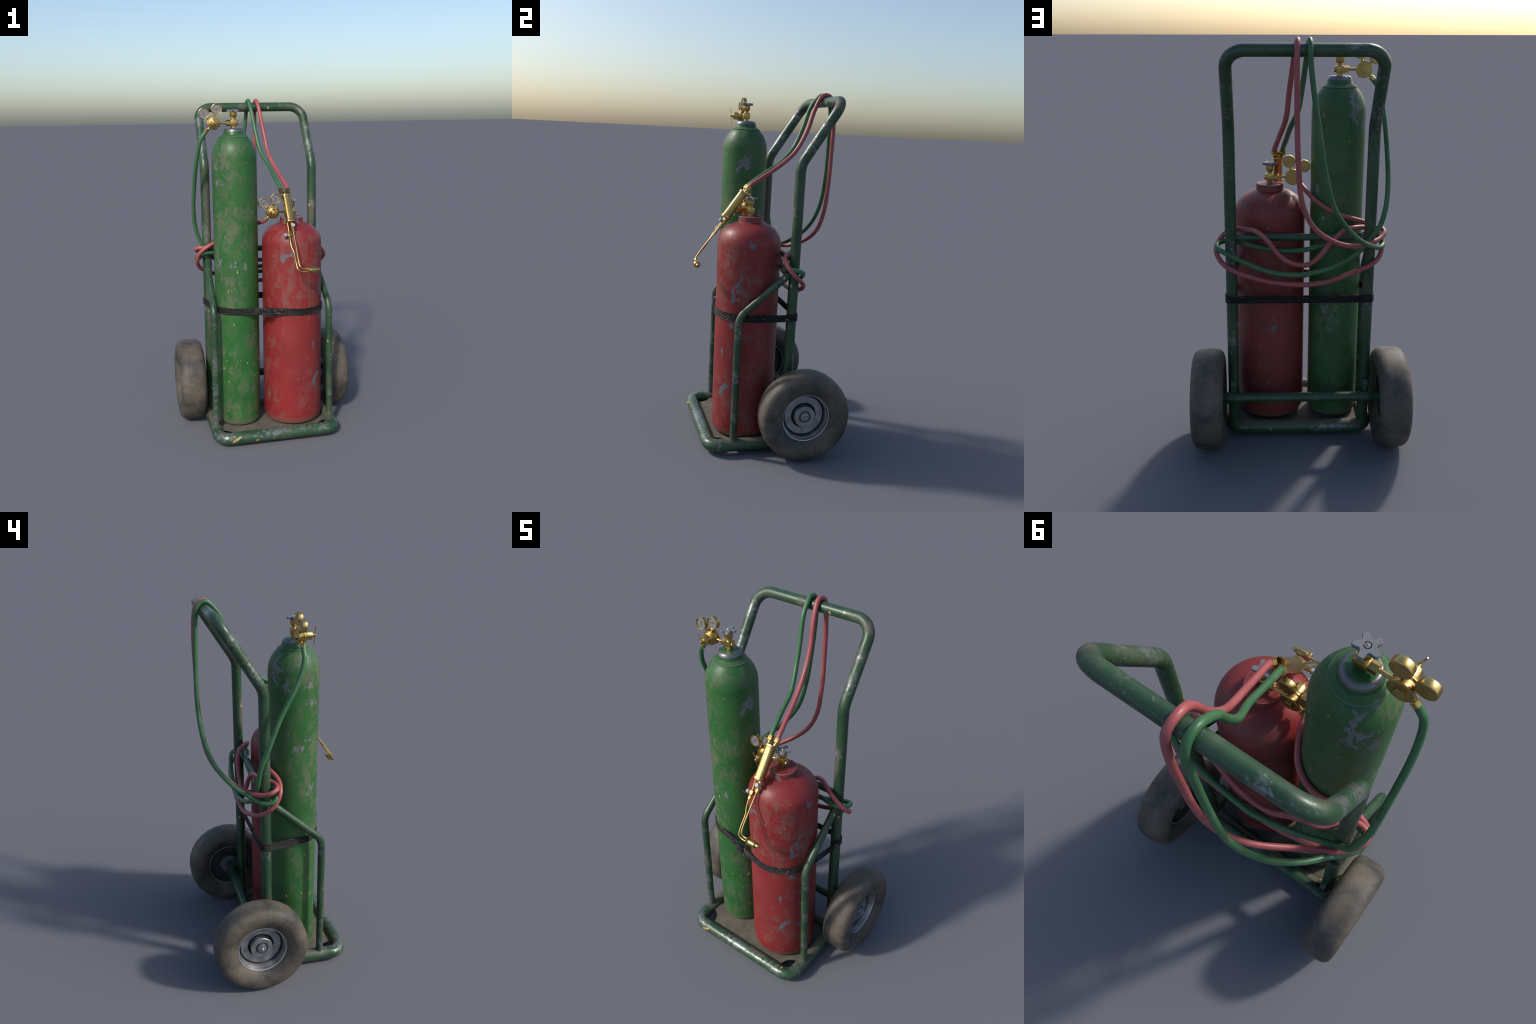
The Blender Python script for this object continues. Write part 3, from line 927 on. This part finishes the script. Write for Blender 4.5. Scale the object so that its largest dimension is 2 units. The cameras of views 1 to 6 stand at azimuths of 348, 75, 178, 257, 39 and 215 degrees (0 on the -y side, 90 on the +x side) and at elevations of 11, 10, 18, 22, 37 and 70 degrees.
nuts = {}
for key, nx in (("green", 0.0805), ("pink", 0.1185)):
    base = V((nx, -0.1345, 1.437))
    d = (V((nx + (0.001 if key == "pink" else -0.002), -0.103, 1.473)) - base).normalized()
    bm = bmesh.new()
    lathe(bm, [(0, -0.018), (0.0062, -0.018), (0.0062, 0.010), (0, 0.010)], base, d, 16)
    lathe(bm, [(0.005, 0.007), (0.0085, 0.0075), (0.0085, 0.012), (0.0140, 0.0125), (0.0166, 0.0150), (0.0166, 0.0375), (0.0156, 0.0395), (0.0118, 0.0395), (0.0118, 0.032), (0, 0.032)],
          base, d, 6, 0.25, up=(1, 0, 0))
    finish(bm, "hose_nut", M_BRASS, torch, angle=25)
    nuts[key] = (base + d * 0.033, d)

# twin gas tubes, needle valves and pale knobs
bm = bmesh.new()
left = [(0.0835, -0.236, 1.292), (0.0830, -0.270, 1.236), (0.0825, -0.304, 1.189), (0.0842, -0.320, 1.162), (0.0920, -0.337, 1.136),
        (0.0935, -0.382, 1.078), (0.0990, -0.401, 1.0475), (0.118, -0.404, 1.037), (0.150, -0.405, 1.0365)]
right = [(0.1095, -0.236, 1.292), (0.1095, -0.278, 1.226), (0.1085, -0.332, 1.155), (0.1075, -0.380, 1.089), (0.1115, -0.3965, 1.062), (0.124, -0.398, 1.0515), (0.150, -0.398, 1.0505)]
tube(bm, curve_through(left, 0.004), 0.0043, 14)
tube(bm, curve_through(right, 0.004), 0.0043, 14)
finish(bm, "gas_tube", M_BRASS, torch)
bm = bmesh.new()
lv = V((0.0830, -0.275, 1.2235))
box(bm, lv, (0.0195, 0.0175, 0.020), 0.0025, basis(A, (1, 0, 0)))
rod(bm, lv + V((-0.006, 0, 0)), lv + V((-0.015, 0, 0)), 0.005, 14)
rod(bm, lv + A * 0.008, lv + A * 0.016, 0.0052, 14)
rod(bm, lv + A * 0.015, lv + A * 0.034, 0.0098, 6, 0.15)
rod(bm, lv + A * 0.033, lv + A * 0.042, 0.0052, 14, 0.3)
rod(bm, lv - A * 0.022, lv - A * 0.008, 0.0050, 14, 0.3)
rv = V((0.1095, -0.2465, 1.2635))
rod(bm, rv - A * 0.024, rv + A * 0.010, 0.0115, 20, 0.1)
rod(bm, rv + A * 0.009, rv + A * 0.018, 0.0062, 14)
rod(bm, rv + A * 0.017, rv + A * 0.038, 0.0104, 6, 0.15)
rod(bm, rv + A * 0.037, rv + A * 0.046, 0.0055, 14, 0.3)
rod(bm, rv, rv + F * 0.014, 0.0055, 14)
finish(bm, "needle_valve", M_BRASS, torch, angle=30)
for p0, d in ((lv + V((-0.0145, 0, 0)), V((-1, 0, 0))), (rv + F * 0.0125, F)):
    bm = bmesh.new()
    lathe(bm, [(0, 0), (0.0096, 0), (0.0106, 0.001), (0.0106, 0.0145), (0.0094, 0.0160), (0, 0.0162)], p0, d, 18)
    finish(bm, "valve_knob", M_KNOB, torch, angle=30)
# mixing head and tip pointing to +x
T = V((0.1545, -0.402, 1.0430))
bm = bmesh.new()
box(bm, T, (0.013, 0.027, 0.034), 0.003)
lathe(bm, [(0, 0.005), (0.0128, 0.005), (0.0128, 0.009), (0.0165, 0.0095), (0.0176, 0.011), (0.0176, 0.0465), (0.0166, 0.0485), (0.0085, 0.0485), (0.0085, 0.0505), (0.0108, 0.0510),
           (0.0110, 0.058), (0.0100, 0.064), (0.0075, 0.0695), (0.0035, 0.0718), (0.0028, 0.0718), (0.0026, 0.066), (0, 0.066)], T + V((0, 0, -0.001)), (1, 0, 0), 32)
finish(bm, "torch_head", M_BRASS, torch, angle=30)
bm = bmesh.new()
lathe(bm, [(0, 0.0665), (0.0025, 0.0665), (0.0025, 0.0672), (0, 0.0672)], T + V((0, 0, -0.001)), (1, 0, 0), 12)
finish(bm, "tip_bore", M_SOOT, torch)

# hoses (control points follow the hoses as they hang over the bar and loop round the uprights)
gn, gd = nuts["green"]
pn, pd = nuts["pink"]
pink = [pn, pn + pd * 0.016, (0.108, -0.035, 1.518), (0.097, 0.033, 1.561), (0.073, 0.151, 1.656), (0.062, 0.224, 1.781), (0.048, 0.266, 1.899),
        (0.0405, 0.298, 1.965), (0.036, 0.322, 1.9855), (0.036, 0.346, 1.9865), (0.038, 0.371, 1.966), (0.039, 0.382, 1.921), (0.038, 0.389, 1.797), (0.036, 0.387, 1.669), (0.028, 0.383, 1.469), (0.008, 0.371, 1.307),
        (-0.043, 0.352, 1.201), (-0.120, 0.310, 1.130), (-0.218, 0.240, 1.079), (-0.290, 0.196, 1.068), (-0.342, 0.166, 1.075),
        (-0.385, 0.125, 1.085), (-0.406, 0.090, 1.102), (-0.393, 0.063, 1.114), (-0.350, 0.054, 1.117), (-0.310, 0.068, 1.121),
        (-0.286, 0.106, 1.131), (-0.262, 0.134, 1.137), (-0.236, 0.147, 1.137), (-0.208, 0.148, 1.130), (-0.188, 0.150, 1.115), (-0.164, 0.153, 1.092), (-0.132, 0.154, 1.057), (-0.102, 0.156, 1.017),
        (-0.057, 0.158, 0.973), (-0.013, 0.158, 0.958), (0.050, 0.157, 0.970), (0.105, 0.155, 1.009), (0.140, 0.152, 1.055), (0.169, 0.147, 1.090), (0.216, 0.122, 1.119),
        (0.264, 0.095, 1.120), (0.303, 0.068, 1.116), (0.336, 0.053, 1.108), (0.365, 0.050, 1.088), (0.392, 0.060, 1.058), (0.406, 0.082, 1.030),
        (0.403, 0.108, 1.003), (0.383, 0.140, 0.976), (0.360, 0.156, 0.957), (0.313, 0.166, 0.931), (0.250, 0.170, 0.908), (0.186, 0.171, 0.888),
        (0.102, 0.172, 0.873), (0.004, 0.173, 0.864), (-0.057, 0.172, 0.866), (-0.135, 0.168, 0.879), (-0.212, 0.161, 0.905), (-0.274, 0.153, 0.927),
        (-0.335, 0.145, 0.952), (-0.375, 0.122, 0.978), (-0.396, 0.092, 1.010), (-0.400, 0.064, 1.046), (-0.388, 0.045, 1.085), (-0.366, 0.038, 1.106), (-0.340, 0.035, 1.124),
        (-0.301, 0.042, 1.143), (-0.262, 0.058, 1.158), (-0.229, 0.066, 1.170), (-0.185, 0.071, 1.186), (-0.134, 0.060, 1.209), (-0.092, 0.034, 1.233),
        (-0.060, -0.010, 1.254), (-0.036, -0.062, 1.272), r_out + V((-0.010, 0.004, -0.008)), r_out]
grn = [gn, gn + gd * 0.016, (0.064, -0.010, 1.539), (0.051, 0.083, 1.602), (0.021, 0.163, 1.686), (0.005, 0.218, 1.802), (-0.008, 0.262, 1.919),
       (-0.012, 0.298, 1.965), (-0.014, 0.322, 1.9855), (-0.014, 0.346, 1.9865), (-0.015, 0.371, 1.966), (-0.016, 0.382, 1.921), (-0.030, 0.390, 1.797), (-0.053, 0.397, 1.638), (-0.083, 0.398, 1.458), (-0.122, 0.380, 1.308),
       (-0.194, 0.338, 1.189), (-0.279, 0.258, 1.101), (-0.335, 0.185, 1.060), (-0.370, 0.148, 1.042), (-0.396, 0.110, 1.039), (-0.404, 0.082, 1.050),
       (-0.390, 0.060, 1.070), (-0.356, 0.053, 1.084), (-0.318, 0.056, 1.083), (-0.270, 0.074, 1.072), (-0.200, 0.086, 1.056), (-0.122, 0.092, 1.041), (-0.060, 0.095, 1.024),
       (0.001, 0.096, 1.013), (0.100, 0.092, 1.012), (0.217, 0.088, 1.033), (0.266, 0.078, 1.043), (0.310, 0.060, 1.050), (0.345, 0.054, 1.053), (0.380, 0.068, 1.052),
       (0.400, 0.098, 1.047), (0.394, 0.134, 1.036), (0.364, 0.150, 1.022), (0.312, 0.162, 0.997), (0.249, 0.171, 0.969), (0.186, 0.177, 0.944),
       (0.103, 0.183, 0.924), (0.005, 0.188, 0.920), (-0.071, 0.180, 0.929), (-0.148, 0.170, 0.950), (-0.225, 0.159, 0.987), (-0.270, 0.152, 1.017), (-0.312, 0.151, 1.058),
       (-0.336, 0.152, 1.097), (-0.369, 0.153, 1.142), (-0.396, 0.144, 1.233), (-0.409, 0.107, 1.339), (-0.408, 0.052, 1.480), (-0.402, -0.021, 1.619),
       (-0.392, -0.057, 1.700), (-0.377, -0.072, 1.763), g_out + V((-0.014, 0.0, -0.018)), g_out]
bm = bmesh.new()
tube(bm, curve_through(pink, 0.009), 0.0122, 16)
finish(bm, "pink_hose", M_PINK, torch)
bm = bmesh.new()
tube(bm, curve_through(grn, 0.009), 0.0122, 16)
finish(bm, "green_hose", M_HOSEG, torch)
bpy.context.view_layer.update()
